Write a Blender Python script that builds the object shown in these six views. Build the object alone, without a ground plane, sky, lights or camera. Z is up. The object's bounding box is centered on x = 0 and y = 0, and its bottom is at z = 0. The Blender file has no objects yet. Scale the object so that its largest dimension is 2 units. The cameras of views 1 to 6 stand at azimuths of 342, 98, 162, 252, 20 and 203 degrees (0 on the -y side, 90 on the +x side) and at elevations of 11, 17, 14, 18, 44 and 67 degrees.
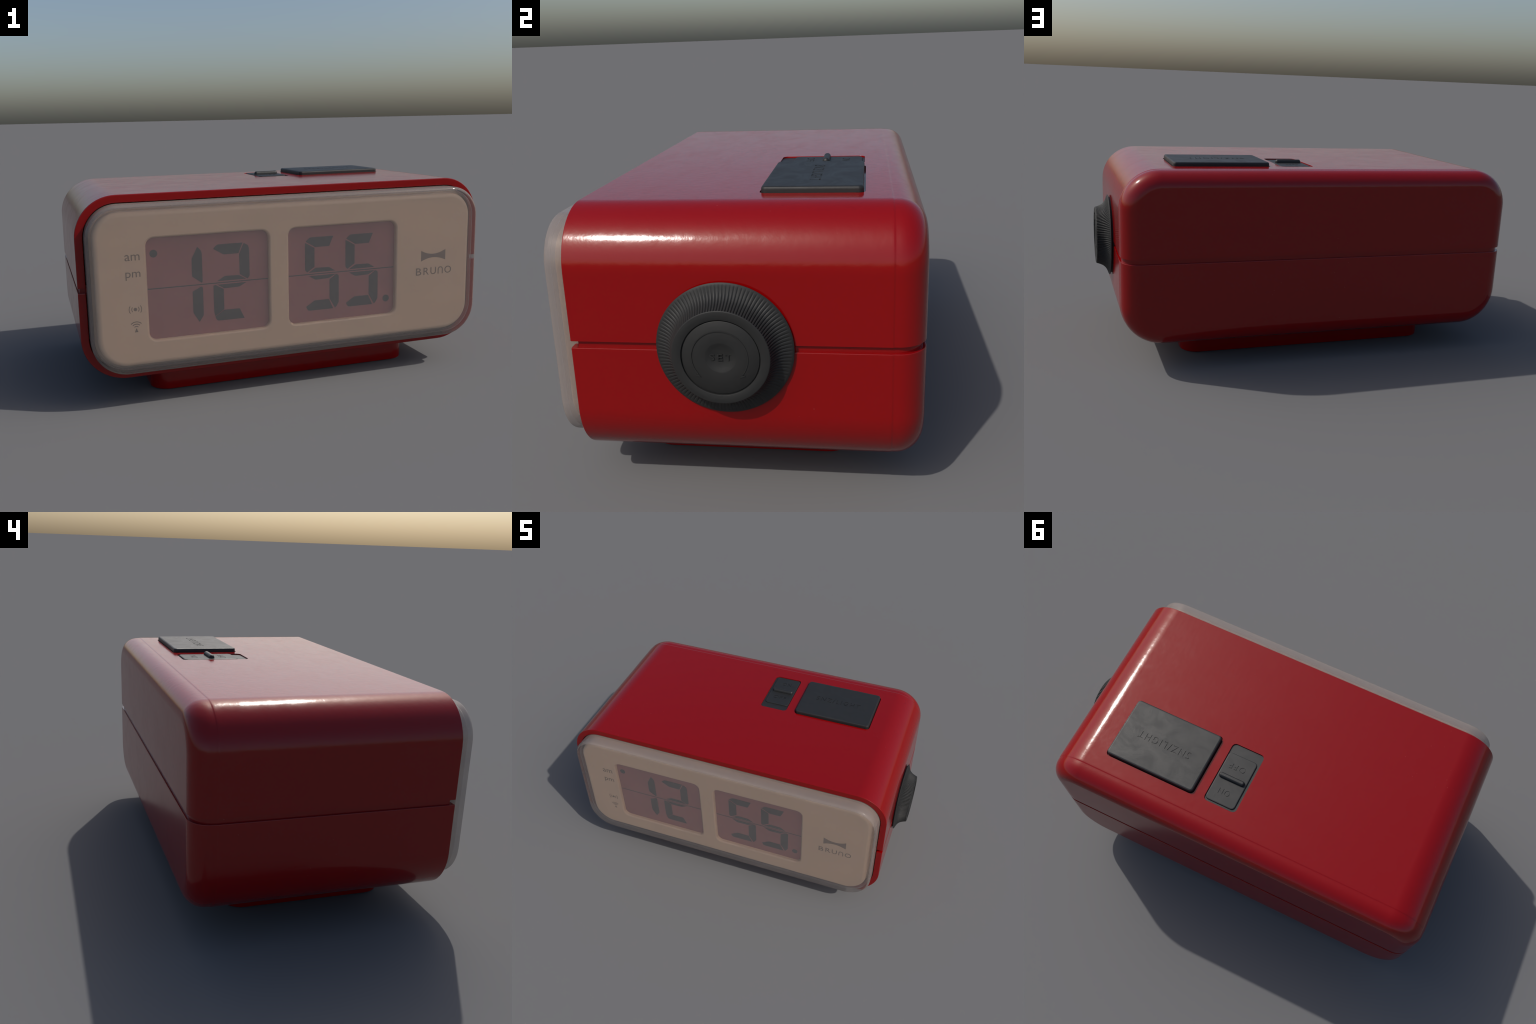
"""Red table-top alarm clock: rounded two-part plastic shell on a low foot, cream front
panel with two liquid-crystal windows behind a clear cover, ribbed setting knob on the
right-hand end, snooze button and slide switch sunk into the top."""
import bpy, bmesh, math
from mathutils import Vector, Matrix

# ------------------------------------------------------------------ main sizes (metres)
X_MID = -0.034
X0, X1 = -1.000, 0.930            # shell ends (the knob reaches x = 1.0)
Z0, Z1 = 0.118, 0.922             # shell underside / top
YF, YB = -0.482, 0.556            # shell front lip / back
R_TOP, R_BOT = 0.178, 0.193       # corner radii of the shell outline seen from the front
WALL = 0.0345                     # shell wall seen at the front lip
SEAM_LO, SEAM_HI = 0.513, 0.535   # groove between upper and lower shell
COVER_IN, PANEL_IN = 0.0375, 0.068 # how far cover and cream panel sit inside the outline
Y_PANEL, Y_PANE, Y_COVER = -0.537, -0.516, -0.557
KNOB_C = (-0.017, 0.525)          # knob axis (y, z)

scene = bpy.context.scene
COL = scene.collection


# ------------------------------------------------------------------ mesh helpers
def arc_loop(x0, x1, z0, z1, rt, rb, n=14):
    """Rounded rectangle, counter-clockwise seen from -y: list of (x, z)."""
    pts = []
    for cx, cz, r, a0 in ((x1 - rb, z0 + rb, rb, -90), (x1 - rt, z1 - rt, rt, 0),
                          (x0 + rt, z1 - rt, rt, 90), (x0 + rb, z0 + rb, rb, 180)):
        for i in range(n + 1):
            a = math.radians(a0 + 90 * i / n)
            pts.append((cx + r * math.cos(a), cz + r * math.sin(a)))
    return pts


def shell_loop(inset, n=14):
    """The clock's outline moved inwards by inset (corners stay concentric)."""
    return arc_loop(X0 + inset, X1 - inset, Z0 + inset, Z1 - inset,
                    max(R_TOP - inset, 0.004), max(R_BOT - inset, 0.004), n)


def loft(bm, rings, cap_start=True, cap_end=True, closed=False):
    """Skin rings of equally many 3D points; optional flat caps or a closed tube of rings."""
    vs = [[bm.verts.new(p) for p in ring] for ring in rings]
    m = len(vs[0])
    pairs = list(zip(vs, vs[1:])) + ([(vs[-1], vs[0])] if closed else [])
    for a, b in pairs:
        for i in range(m):
            j = (i + 1) % m
            bm.faces.new((a[i], a[j], b[j], b[i]))
    if cap_start and not closed:
        bm.faces.new(list(reversed(vs[0])))
    if cap_end and not closed:
        bm.faces.new(vs[-1])
    return vs


def finish(bm, sharp=32.0):
    bmesh.ops.remove_doubles(bm, verts=bm.verts, dist=1e-6)
    bmesh.ops.dissolve_degenerate(bm, edges=bm.edges, dist=1e-6)
    bmesh.ops.recalc_face_normals(bm, faces=bm.faces)
    for f in bm.faces:
        f.smooth = True
    lim = math.radians(sharp)
    for e in bm.edges:
        e.smooth = len(e.link_faces) == 2 and e.calc_face_angle(0.0) < lim


def to_object(name, bm, mat, parent=None, sharp=32.0, weighted=True):
    finish(bm, sharp)
    me = bpy.data.meshes.new(name)
    bm.to_mesh(me)
    bm.free()
    return add_mesh(name, me, mat, parent, weighted)


def add_mesh(name, me, mat, parent=None, weighted=True):
    ob = bpy.data.objects.new(name, me)
    COL.objects.link(ob)
    me.materials.append(mat)
    ob.parent = parent
    if weighted:
        w = ob.modifiers.new("normals", 'WEIGHTED_NORMAL')
        w.mode, w.keep_sharp, w.weight = 'FACE_AREA', True, 60
    return ob


def temp(bm):
    bmesh.ops.recalc_face_normals(bm, faces=bm.faces)
    me = bpy.data.meshes.new("cutter")
    bm.to_mesh(me)
    bm.free()
    ob = bpy.data.objects.new("cutter", me)
    COL.objects.link(ob)
    return ob


def subtract(bm, cutters):
    """bm minus each cutter object (exact boolean); returns a new bmesh, removes the cutters."""
    base = temp(bm)
    for c in cutters:
        m = base.modifiers.new("cut", 'BOOLEAN')
        m.operation, m.object, m.solver = 'DIFFERENCE', c, 'EXACT'
    dg = bpy.context.evaluated_depsgraph_get()
    me = bpy.data.meshes.new_from_object(base.evaluated_get(dg))
    out = bmesh.new()
    out.from_mesh(me)
    bpy.data.meshes.remove(me)
    for o in [base] + list(cutters):
        d = o.data
        bpy.data.objects.remove(o)
        bpy.data.meshes.remove(d)
    return out


def front_rings(loop_of, profile):
    """Rings facing -y from a profile of (y, inset)."""
    return [[(x, y, z) for x, z in loop_of(i)] for y, i in profile]


def pad(x0, x1, y0, y1, r, profile, n=8):
    """Rounded-rectangle pad lying flat: profile of (z, inset), bottom to top."""
    bm = bmesh.new()
    loft(bm, [[(x, y, z) for x, y in arc_loop(x0 + i, x1 - i, y0 + i, y1 - i,
                                              max(r - i, .001), max(r - i, .001), n)] for z, i in profile])
    return bm


def text_mesh(body, depth, spacing=1.0):
    """Filled lettering from the built-in font as a bmesh, in the xy plane, z = 0..depth."""
    cu = bpy.data.curves.new("lettering", 'FONT')
    cu.body, cu.size, cu.extrude, cu.resolution_u = body, 1.0, 0.5, 4
    cu.space_character = spacing
    ob = bpy.data.objects.new("lettering", cu)
    COL.objects.link(ob)
    dg = bpy.context.evaluated_depsgraph_get()
    me = bpy.data.meshes.new_from_object(ob.evaluated_get(dg))
    bpy.data.objects.remove(ob)
    bpy.data.curves.remove(cu)
    bm = bmesh.new()
    bm.from_mesh(me)
    bpy.data.meshes.remove(me)
    bmesh.ops.remove_doubles(bm, verts=bm.verts, dist=1e-5)
    xs = [v.co.x for v in bm.verts]
    ys = [v.co.y for v in bm.verts]
    return bm, (min(xs), max(xs), min(ys), max(ys)), depth


def place_text(body, u0, u1, v0, v1, depth, frame, flip=False, spacing=1.0):
    """Lettering stretched into the box u0..u1 by v0..v1 of a frame (u, v, height) -> xyz."""
    bm, (a, b, c, d), depth = text_mesh(body, depth, spacing)
    for v in bm.verts:
        u, w = (v.co.x - a) / (b - a), (v.co.y - c) / (d - c)
        if flip:
            u, w = 1 - u, 1 - w
        v.co = frame(u0 + (u1 - u0) * u, v0 + (v1 - v0) * w, depth * (v.co.z + .5))
    return bm


def merge(*bms):
    out = bmesh.new()
    for b in bms:
        me = bpy.data.meshes.new("part")
        b.to_mesh(me)
        b.free()
        out.from_mesh(me)
        bpy.data.meshes.remove(me)
    return out


def plate(outline, frame, height, base=0.0):
    """Flat plate with the given (u, v) outline and height in a frame."""
    bm = bmesh.new()
    lo = [bm.verts.new(frame(u, v, base)) for u, v in outline]
    hi = [bm.verts.new(frame(u, v, height)) for u, v in outline]
    bm.faces.new(lo)
    bm.faces.new(hi)
    n = len(lo)
    for i in range(n):
        j = (i + 1) % n
        bm.faces.new((lo[i], lo[j], hi[j], hi[i]))
    bmesh.ops.recalc_face_normals(bm, faces=bm.faces)
    return bm


def disc(cu, cv, r, n=28):
    return [(cu + r * math.cos(2 * math.pi * i / n), cv + r * math.sin(2 * math.pi * i / n)) for i in range(n)]


def arc_band(cu, cv, r, half, a0, a1, n=20):
    """Outline of a curved stroke of half-width half."""
    out = [(cu + (r + half) * math.cos(math.radians(a0 + (a1 - a0) * i / n)),
            cv + (r + half) * math.sin(math.radians(a0 + (a1 - a0) * i / n))) for i in range(n + 1)]
    inn = [(cu + (r - half) * math.cos(math.radians(a0 + (a1 - a0) * i / n)),
            cv + (r - half) * math.sin(math.radians(a0 + (a1 - a0) * i / n))) for i in range(n + 1)]
    return out + inn[::-1]


# ------------------------------------------------------------------ materials
def new_mat(name):
    m = bpy.data.materials.new(name)
    m.use_nodes = True
    nt = m.node_tree
    b = nt.nodes["Principled BSDF"]
    return m, nt, b


def node(nt, kind, **kw):
    n = nt.nodes.new(kind)
    for k, v in kw.items():
        if k in n.inputs:
            n.inputs[k].default_value = v
        else:
            setattr(n, k, v)
    return n


def noise(nt, coord, scale, detail=4.0, stretch=(1, 1, 1), rough=.55, dist=0.0):
    mp = node(nt, "ShaderNodeMapping")
    mp.inputs["Scale"].default_value = stretch
    nt.links.new(coord, mp.inputs["Vector"])
    n = node(nt, "ShaderNodeTexNoise", Scale=scale, Detail=detail, Roughness=rough, Distortion=dist)
    nt.links.new(mp.outputs["Vector"], n.inputs["Vector"])
    return n.outputs["Fac"]


def remap(nt, value, a, b, c, d):
    n = node(nt, "ShaderNodeMapRange")
    for i, v in enumerate((a, b, c, d), start=1):
        n.inputs[i].default_value = v
    nt.links.new(value, n.inputs[0])
    return n.outputs[0]


def mix_colour(nt, fac, a, b):
    n = node(nt, "ShaderNodeMix", data_type='RGBA')
    nt.links.new(fac, n.inputs[0])
    n.inputs[6].default_value = (*a, 1)
    if isinstance(b, tuple):
        n.inputs[7].default_value = (*b, 1)
    else:
        nt.links.new(b, n.inputs[7])
    return n.outputs[2]


def bump(nt, height, strength, distance, out):
    n = node(nt, "ShaderNodeBump", Strength=strength, Distance=distance)
    nt.links.new(height, n.inputs["Height"])
    nt.links.new(n.outputs["Normal"], out)


def red_plastic():
    m, nt, b = new_mat("glossy_red_plastic")
    co = node(nt, "ShaderNodeTexCoord").outputs["Object"]
    # sparse dust specks
    vo = node(nt, "ShaderNodeTexVoronoi", Scale=26.0, Randomness=1.0)
    nt.links.new(co, vo.inputs["Vector"])
    speck = remap(nt, vo.outputs["Distance"], .05, .075, 1, 0)
    patch = remap(nt, noise(nt, co, 2.6, 2), .56, .64, 0, .30)
    mul = node(nt, "ShaderNodeMath", operation='MULTIPLY')
    nt.links.new(speck, mul.inputs[0])
    nt.links.new(patch, mul.inputs[1])
    nt.links.new(mix_colour(nt, mul.outputs[0], (.212, .0010, .0014), (.32, .06, .055)), b.inputs["Base Color"])
    # wiped smudges: gloss varies in streaks and clouds
    streak = noise(nt, co, 7.0, 8, (1, 1.8, 1), .7, .6)
    nt.links.new(remap(nt, streak, .35, .70, .10, .19), b.inputs["Roughness"])
    b.inputs["Specular IOR Level"].default_value = .44
    fine = noise(nt, co, 42.0, 3)
    bump(nt, fine, .11, .003, b.inputs["Normal"])
    return m


def dark_plastic(name, value=.034, smudge=True):
    m, nt, b = new_mat(name)
    co = node(nt, "ShaderNodeTexCoord").outputs["Object"]
    cloud = noise(nt, co, 9.0, 7, (1, 1.3, 1), .62, 1.2)
    nt.links.new(mix_colour(nt, remap(nt, cloud, .42, .72, 0, 1), (value * .97, value, value * 1.0),
                            (value * 1.12, value * 1.12, value * 1.1)), b.inputs["Base Color"])
    lo, hi = (.46, .57) if smudge else (.52, .60)
    nt.links.new(remap(nt, cloud, .38, .68, hi, lo), b.inputs["Roughness"])
    b.inputs["Specular IOR Level"].default_value = .45 if smudge else .3
    bump(nt, noise(nt, co, 160.0, 2), .10, .002, b.inputs["Normal"])
    return m


def cream_plastic():
    m, nt, b = new_mat("cream_panel_plastic")
    co = node(nt, "ShaderNodeTexCoord").outputs["Object"]
    nt.links.new(mix_colour(nt, remap(nt, noise(nt, co, 4.0, 4), .35, .7, 0, 1), (.675, .483, .338),
                            (.70, .50, .352)), b.inputs["Base Color"])
    b.inputs["Roughness"].default_value = .42
    return m


def plain(name, colour, rough):
    m, nt, b = new_mat(name)
    co = node(nt, "ShaderNodeTexCoord").outputs["Object"]
    dim = tuple(c * .93 for c in colour)
    nt.links.new(mix_colour(nt, remap(nt, noise(nt, co, 7.0, 3), .35, .65, 0, 1), dim, colour), b.inputs["Base Color"])
    b.inputs["Roughness"].default_value = rough
    return m


def clear_cover(name, haze, milk_colour):
    """Clear acrylic with a milky haze: faint on the polished face, stronger on the rim, where it paints in the refraction."""
    m, nt, b = new_mat(name)
    co = node(nt, "ShaderNodeTexCoord").outputs["Object"]
    b.inputs["Base Color"].default_value = (.97, .95, .93, 1)
    b.inputs["Roughness"].default_value = .01
    b.inputs["Transmission Weight"].default_value = 1.0
    b.inputs["IOR"].default_value = 1.04
    b.inputs["Coat Weight"].default_value = 1.0
    b.inputs["Coat Roughness"].default_value = .08
    milk = node(nt, "ShaderNodeBsdfDiffuse", Color=(*milk_colour, 1))
    mix = node(nt, "ShaderNodeMixShader")
    nt.links.new(remap(nt, noise(nt, co, 6.0, 5, (.3, 1, 1)), .3, .7, haze * .9, haze * 1.1), mix.inputs[0])
    nt.links.new(b.outputs[0], mix.inputs[1])
    nt.links.new(milk.outputs[0], mix.inputs[2])
    nt.links.new(mix.outputs[0], nt.nodes["Material Output"].inputs["Surface"])
    return m


RED = red_plastic()
DARK = dark_plastic("dark_button_plastic", .015)
KNOB = dark_plastic("dark_knob_plastic", .017, False)
CREAM = cream_plastic()
PANE = plain("display_red_grey", (.325, .120, .114), .5)
SEGMENT = plain("display_dark_grey", (.046, .046, .046), .6)
PRINT = plain("label_print_brown", (.235, .165, .125), .5)
CLEAR = clear_cover("clear_acrylic", .095, (.46, .43, .42))
EDGE = clear_cover("acrylic_edge_painted_refraction", .55, (.255, .215, .198))  # greyish diffuse tint mixed in for light bent and reflected inside the rim


# ------------------------------------------------------------------ the clock
clock = bpy.data.objects.new("alarm_clock", None)
COL.objects.link(clock)
clock["label"] = "red rounded digital alarm clock with cream front panel and side knob"
clock["category"] = "alarm clock"

# ---- shell: outside profile from front lip to back, then cap; inside pocket behind the lip
R_BACK, Y_CREASE = 0.084, 0.472
outside = [(YF, .0040), (YF + .0012, .0016), (YF + .004, 0), (-.25, 0), (0, 0), (.25, 0),
           (.450, 0), (.456, 0), (.4585, .0004), (.461, .0013), (.4635, .0017), (Y_CREASE, .0017)]
for i in range(1, 13):
    t = math.radians(90 * i / 12)
    outside.append((Y_CREASE + R_BACK * math.sin(t), .0017 + R_BACK * (1 - math.cos(t))))
pocket = [(-.30, WALL), (YF + .003, WALL), (YF + .001, WALL - .001), (YF, WALL - .003)]


def taper(x, y):
    k = TAPER if x > X_MID else TAPER * .2
    return X_MID + (x - X_MID) * (1 - k * max(0.0, y - YF) / (YB - YF))


def back_loop(i, n=14):
    """Like shell_loop, but the top edge gives way a little less (the rear top edge is fuller)."""
    return arc_loop(X0 + i, X1 - i, Z0 + i, Z1 - i * .90, R_TOP - i * .95, R_BOT - i, n)


def shell_solid():
    bm = bmesh.new()
    loft(bm, front_rings(shell_loop, pocket + outside[:9]) + front_rings(back_loop, outside[9:]))
    bmesh.ops.recalc_face_normals(bm, faces=bm.faces)
    return bm


TAPER = .006       # the knob end draws in slightly towards the back


def half_shell(z, keep_above):
    bm = shell_solid()
    bmesh.ops.bisect_plane(bm, geom=bm.verts[:] + bm.edges[:] + bm.faces[:], plane_co=(0, 0, z + (.003 if keep_above else -.003)),
                           plane_no=(0, 0, 1))
    for v in bm.verts:
        v.co.x = taper(v.co.x, v.co.y)
    r = bmesh.ops.bisect_plane(bm, geom=bm.verts[:] + bm.edges[:] + bm.faces[:], plane_co=(0, 0, z), plane_no=(0, 0, 1),
                               clear_inner=keep_above, clear_outer=not keep_above)
    cut = [e for e in r["geom_cut"] if isinstance(e, bmesh.types.BMEdge)]
    # ease the lip of the lower half so that it catches light
    bm.normal_update()
    ease = 0.0 if keep_above else .0016
    for v in {v for e in cut for v in e.verts}:
        n = Vector((v.normal.x, v.normal.y, 0))
        if n.length > .1:
            v.co -= n.normalized() * ease
    bmesh.ops.triangle_fill(bm, edges=cut, use_beauty=True, use_dissolve=True, normal=(0, 0, 1))
    return bm


# pockets in the top for the snooze button and the switch
BTN = (.213, .676, .060, .379)
SWI = (-.004, .160, .061, .375)
cutters = []
for (a, b, c, d), floor in ((BTN, .908), (SWI, .906)):
    cutters.append(temp(pad(a, b, c, d, .020, [(floor, 0), (.9205, 0), (.9223, -.0010), (.97, -.04)], 6)))
upper = subtract(half_shell(SEAM_HI, True), cutters)
to_object("upper_shell", upper, RED, clock)
to_object("lower_shell", half_shell(SEAM_LO, False), RED, clock)

# tongue seen at the bottom of the seam groove
bm = bmesh.new()
core = [(-.461, .0095), (.45, .0095)] + [(Y_CREASE + R_BACK * math.sin(t) - .0095, .0095 + R_BACK * (1 - math.cos(t)))
                                        for t in (math.radians(90 * i / 10) for i in range(1, 11))]
rings = []
for y, i in core:
    # only the band of the outline that lies inside the groove
    a, b = taper(X0 + i, y), taper(X1 - i, y)
    rings.append([(a, y, SEAM_LO - .01), (b, y, SEAM_LO - .01), (b, y, SEAM_HI + .01), (a, y, SEAM_HI + .01)])
loft(bm, rings)
to_object("seam_tongue", bm, RED, clock)

# ---- foot
bm = pad(-.686, .618, -.376, .338, .085, [(0, .004), (.002, .0012), (.005, 0), (.03, 0), (Z0 + .01, 0)], 7)
to_object("foot", bm, RED, clock)

# ---- cream front panel with two window openings
WIN = ((-.714, -.168, .292, .738), (-.074, .464, .292, .738))


def panel_loop(i):
    return shell_loop(i)


bm = bmesh.new()
R_EDGE = .022
section = [(-.31, .040), (-.464, .040), (-.4655, .0415), (-.4655, PANEL_IN), (Y_PANEL + R_EDGE, PANEL_IN)]
for i in range(1, 8):
    t = math.radians(90 * i / 7)
    section.append((Y_PANEL + R_EDGE * (1 - math.sin(t)), PANEL_IN + R_EDGE * (1 - math.cos(t))))
loft(bm, front_rings(panel_loop, section))
cutters = []
for x0, x1, z0, z1 in WIN:
    c = bmesh.new()
    prof = [(-.49, 0), (Y_PANEL + .010, 0), (Y_PANEL + .005, -.0022), (Y_PANEL + .0015, -.006), (Y_PANEL - .0002, -.011), (-.56, -.08)]
    loft(c, [[(x, y, z) for x, z in arc_loop(x0 + i, x1 - i, z0 + i, z1 - i, .034 - i, .034 - i, 8)] for y, i in prof])
    cutters.append(temp(c))
panel = to_object("front_panel", subtract(bm, cutters), CREAM, clock)


def on_pane(u, v, h):
    return (u, Y_PANE - h, v)


def on_panel(u, v, h):
    return (u, Y_PANEL - h, v)


# ---- windows: pane, split line, segments
S = .046           # segment thickness
G = .0035          # gap between neighbouring segments
DW, DZ0, DZ1, DZM = .167, .344, .687, .5155


def segment_outlines(x):
    """The eight strokes of one digit whose left edge is at x (the middle stroke is split)."""
    x1 = x + DW
    zt, zb = DZ1, DZ0
    hs, g = S * .53, G
    up, lo = DZM + .008, DZM - .008
    k = .013  # clipped outer corner
    return {
        "a": [(x + g, zt - hs * .75), (x + .020, zt - .002), (x + .030, zt), (x1 - g - .026, zt), (x1 - S - g, zt - S), (x + S + g, zt - S)],
        "a_open": [(x + g, zt - hs * .75), (x + .022, zt - .002), (x + .032, zt), (x1 - .028, zt), (x1 - S - .002, zt - S), (x + S + g, zt - S)],
        "b": [(x1 - .024, zt - .002), (x1 - k * .4, zt - k), (x1, zt - .030), (x1, up + k), (x1 - .009, up), (x1 - S, up + .023), (x1 - S, zt - S - g)],
        "f": [(x, zt - .028), (x, up + k), (x + .010, up + .002), (x + S, up + .026), (x + S, zt - S - g * 1.2), (x + g * .5, zt - hs * 1.0)],
        "g": [(x + .018, up), (x + S + .006, up + .020), (x1 - S - g, up + .019), (x1 - .018, up)],
        "h": [(x + .018, lo), (x + S + .004, lo - .019), (x1 - S - g, lo - .017), (x1 - .016, lo)],
        "e": [(x, zb + .038), (x, lo - .004), (x + .009, lo), (x + S, lo - .022), (x + S, zb + S + g), (x + .005, zb + .022)],
        "c": [(x1 - .011, lo), (x1, lo - .009), (x1, zb + .028), (x1 - .010, zb + .010), (x1 - .019, zb + .002), (x1 - S, zb + S + g), (x1 - S, lo - .024)],
        "d": [(x + g, zb + .019), (x + .012, zb + .003), (x + .020, zb), (x1 - .028, zb), (x1 - S - g, zb + S), (x + S, zb + S)],
        "i": [(x1 - .019, zt - .004), (x1 - .004, zt - .020), (x1, zt - .034), (x1, up + .006), (x1 - .004, up - .001), (x1 - S, up + .030), (x1 - S, zt - .056)],
        "j": [(x1 - .006, lo - .001), (x1, lo - .008), (x1, zb + .033), (x1 - .020, zb + .003), (x1 - S, zb + .047), (x1 - S, lo - .021)],
    }


def offset_digit(strokes, x):
    for k in strokes:
        bm = plate(segment_outlines(x)[k], on_pane, .0012)
        to_object("digit_segment", bm, SEGMENT, panel, weighted=False)


offset_digit("ij", -.470 - DW)                       # 1
offset_digit(("a", "b", "g", "h", "e", "d"), -.422)  # 2
for x in (.011, .2125):
    offset_digit(("a_open", "f", "g", "h", "c", "d"), x)   # 5 5

for x0, x1, z0, z1 in WIN:
    bm = bmesh.new()
    loft(bm, [[(x, y, z) for x, z in arc_loop(x0 - .006, x1 + .006, z0 - .006, z1 + .006, .036, .036, 6)] for y in (-.488, Y_PANE)])
    # sits inside the pocket: trimmed by the panel's own thickness around it
    to_object("display_pane", bm, PANE, panel)
    to_object("split_line", plate([(x0 + .001, .5132), (x1 - .001, .5132), (x1 - .001, .5172), (x0 + .001, .5172)], on_pane, .0009),
              SEGMENT, panel, weighted=False)
for u, v, r in ((-.680, .668, .0165), (.4235, .366, .0165)):
    to_object("indicator_dot", plate(disc(u, v, r), on_pane, .0012), SEGMENT, panel, weighted=False)

# ---- printed marks on the panel
P = .0009


def printed(name, bm):
    to_object(name, bm, PRINT, panel, weighted=False)


printed("label_text", place_text("am", -.805, -.742, .6485, .6745, P, on_panel))
printed("label_text", place_text("pm", -.805, -.742, .5655, .6005, P, on_panel))
au, av = -.771, .438
sym = [plate(disc(au, av, .0075), on_panel, P)]
for r, h in ((.0155, 40), (.0265, 36)):
    sym += [plate(arc_band(au, av, r, .0016, -h, h), on_panel, P), plate(arc_band(au, av, r, .0016, 180 - h, 180 + h), on_panel, P)]
printed("alarm_symbol", merge(*sym))
ru, rv = -.7705, .352
sym = [plate([(ru - .0075, .338), (ru + .0075, .338), (ru, .3565)], on_panel, P)]
for r in (.0115, .0215, .0315):
    sym.append(plate(arc_band(ru, rv, r, .0018, 45, 135), on_panel, P))
printed("radio_symbol", merge(*sym))
# waisted emblem
bow = []
for i in range(17):
    t = i / 16
    bow.append((.599 + .132 * t, .585 - .0185 * (1 - (2 * t - 1) ** 2)))
for i in range(17):
    t = 1 - i / 16
    bow.append((.599 + .132 * t, .533 + .0165 * (1 - (2 * t - 1) ** 2)))
printed("emblem", plate(bow, on_panel, P))
letters = []
for ch, a, b, flip in (("B", .573, .602, False), ("R", .614, .643, False), ("U", .652, .682, False), ("U", .692, .720, True), ("O", .729, .766, False)):
    letters.append(place_text(ch, a, b, .466, .501, P, on_panel, flip))
printed("emblem_lettering", merge(*letters))

# ---- clear cover over the panel
bm = bmesh.new()
RC = .019
outer = [(-.4665, COVER_IN), (-.515, COVER_IN)]
for i in range(0, 9):
    t = math.radians(90 * i / 8)
    outer.append((Y_COVER + RC - RC * math.sin(t), COVER_IN + RC * (1 - math.cos(t))))
inner = [(-.4665, COVER_IN + .014), (Y_PANEL + .010, COVER_IN + .014), (Y_PANEL + .002, COVER_IN + .017), (Y_PANEL - .003, COVER_IN + .023), (Y_PANEL - .005, COVER_IN + .032)]
rings = front_rings(shell_loop, inner[::-1] + outer)
loft(bm, rings)
for k, f in enumerate(bm.faces):        # faces come ring by ring: the outer wall and its rounding are hazy
    f.material_index = int(len(inner) <= k // len(rings[0]) < len(rings) - 3)
cover = to_object("clear_cover", bm, CLEAR, clock)
cover.data.materials.append(EDGE)

# ---- knob: body of revolution about x with ribs on the flared flank
KY, KZ = KNOB_C


def on_knob(u, v, h, x=.9975):
    return (x + h, KY + u, KZ + v)


RIBS, STEP = 110, 10
prof = [(.920, .190, 0), (.9345, .190, 0), (.9347, .2005, 0), (.9368, .2008, 0), (.9385, .1985, 0), (.9400, .1960, .1), (.9412, .1925, .9), (.9425, .1890, 1), (.9450, .1820, 1), (.9490, .1735, 1),
        (.9540, .1655, 1), (.9600, .1590, 1), (.9680, .1530, 1), (.9760, .1490, 1), (.9840, .1455, 1), (.9910, .1430, 1), (.9962, .1415, .9),
        (.9982, .1405, 0), (.9995, .1393, 0), (1.0, .1375, 0), (1.0, .1150, 0), (.9992, .1135, 0), (.9930, .1130, 0), (.9930, .1105, 0),
        (.9965, .1098, 0), (.9975, .1085, 0), (.9975, .0460, 0), (.9970, .0430, 0), (.9945, .036, 0), (.9918, .026, 0), (.9902, .014, 0), (.9898, .004, 0)]
bm = bmesh.new()
n = RIBS * STEP
rings = []
for x, r, k in prof:
    ring = []
    for i in range(n):
        a = 2 * math.pi * i / n
        rr = r - k * .0036 * (.5 + .5 * math.cos(RIBS * a)) ** 3
        ring.append((x, KY + rr * math.cos(a), KZ + rr * math.sin(a)))
    rings.append(ring)
loft(bm, rings)
knob = to_object("setting_knob", bm, KNOB, clock, sharp=40, weighted=False)
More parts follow.
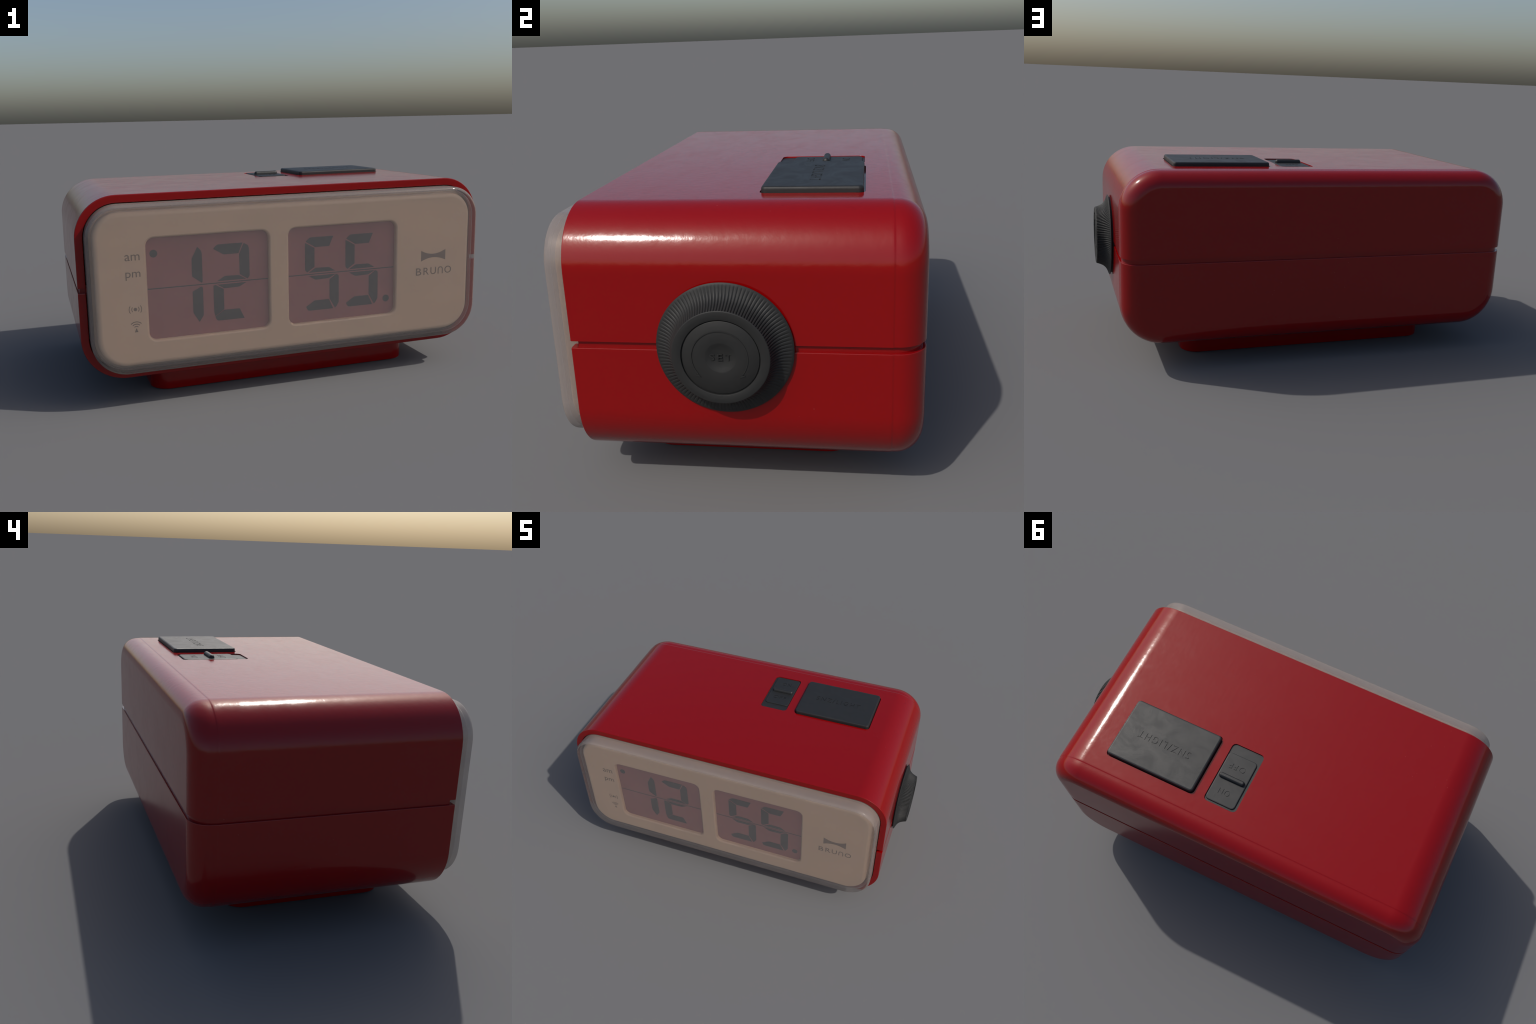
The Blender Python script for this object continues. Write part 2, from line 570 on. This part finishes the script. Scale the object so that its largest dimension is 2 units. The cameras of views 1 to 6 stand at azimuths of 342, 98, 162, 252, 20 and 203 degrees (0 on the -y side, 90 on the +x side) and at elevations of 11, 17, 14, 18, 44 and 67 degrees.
marks = [plate(arc_band(-.003, 0, .080, .0014, -38, 218, 60), on_knob, .0018, -.002)]
for sgn in (1, -1):
    a = math.radians(-38)
    tu, tv = .080 * math.cos(a) * sgn - .003, .080 * math.sin(a)
    dx, dz = -math.sin(math.radians(38)) * sgn, -math.cos(math.radians(38))
    ox, oz = math.cos(math.radians(38)) * sgn, -math.sin(math.radians(38))
    marks.append(plate([(tu + dx * .013, tv + dz * .013), (tu + ox * .010 - dx * .002, tv + oz * .010 - dz * .002),
                        (tu + dx * .002, tv + dz * .002)], on_knob, .0018, -.002))
to_object("direction_arrow", merge(*marks), KNOB, knob, weighted=False)
to_object("knob_lettering", place_text("SET", -.032, .032, -.010, .010, .0060,
                                       lambda u, v, h: on_knob(u, v, h, .9880), spacing=1.25), KNOB, knob, weighted=False)

# ---- snooze button
a, b, c, d = BTN
g = .004
top = .9412
bm = pad(a + g, b - g, c + g, d - g, .017, [(.890, 0), (top - .010, 0), (top - .006, .0006), (top - .0025, .0025), (top - .0006, .006), (top, .010)], 8)
txt = place_text("SNZ/LIGHT", .307, .579, .205, .241, .02, lambda u, v, h: (u, v, top - .0020 + h), spacing=1.3)
snooze = to_object("snooze_button", subtract(bm, [temp(txt)]), DARK, clock)

# ---- slide switch
a, b, c, d = SWI
bm = pad(a - .002, b + .002, c - .002, d + .002, .02, [(.900, 0), (.9165, 0)], 6)
to_object("switch_plate", bm, DARK, clock)
st = .9225
bm = pad(.008, .157, .109, .366, .018, [(.905, 0), (st - .004, 0), (st - .0015, .001), (st - .0004, .003), (st, .005)], 8)
cut = []
for body, u0, u1, v0, v1 in (("ON", .057, .113, .292, .321), ("OFF", .043, .123, .158, .187)):
    cut.append(temp(place_text(body, u0, u1, v0, v1, .02, lambda u, v, h: (u, v, st - .0018 + h), spacing=1.25)))
slider = to_object("switch_slider", subtract(bm, cut), DARK, clock)
bm = pad(.018, .149, .220, .246, .0128, [(st - .003, 0), (st + .006, .0004), (st + .0105, .002), (st + .0145, .005), (st + .0162, .009)], 8)
to_object("switch_grip", bm, DARK, slider)
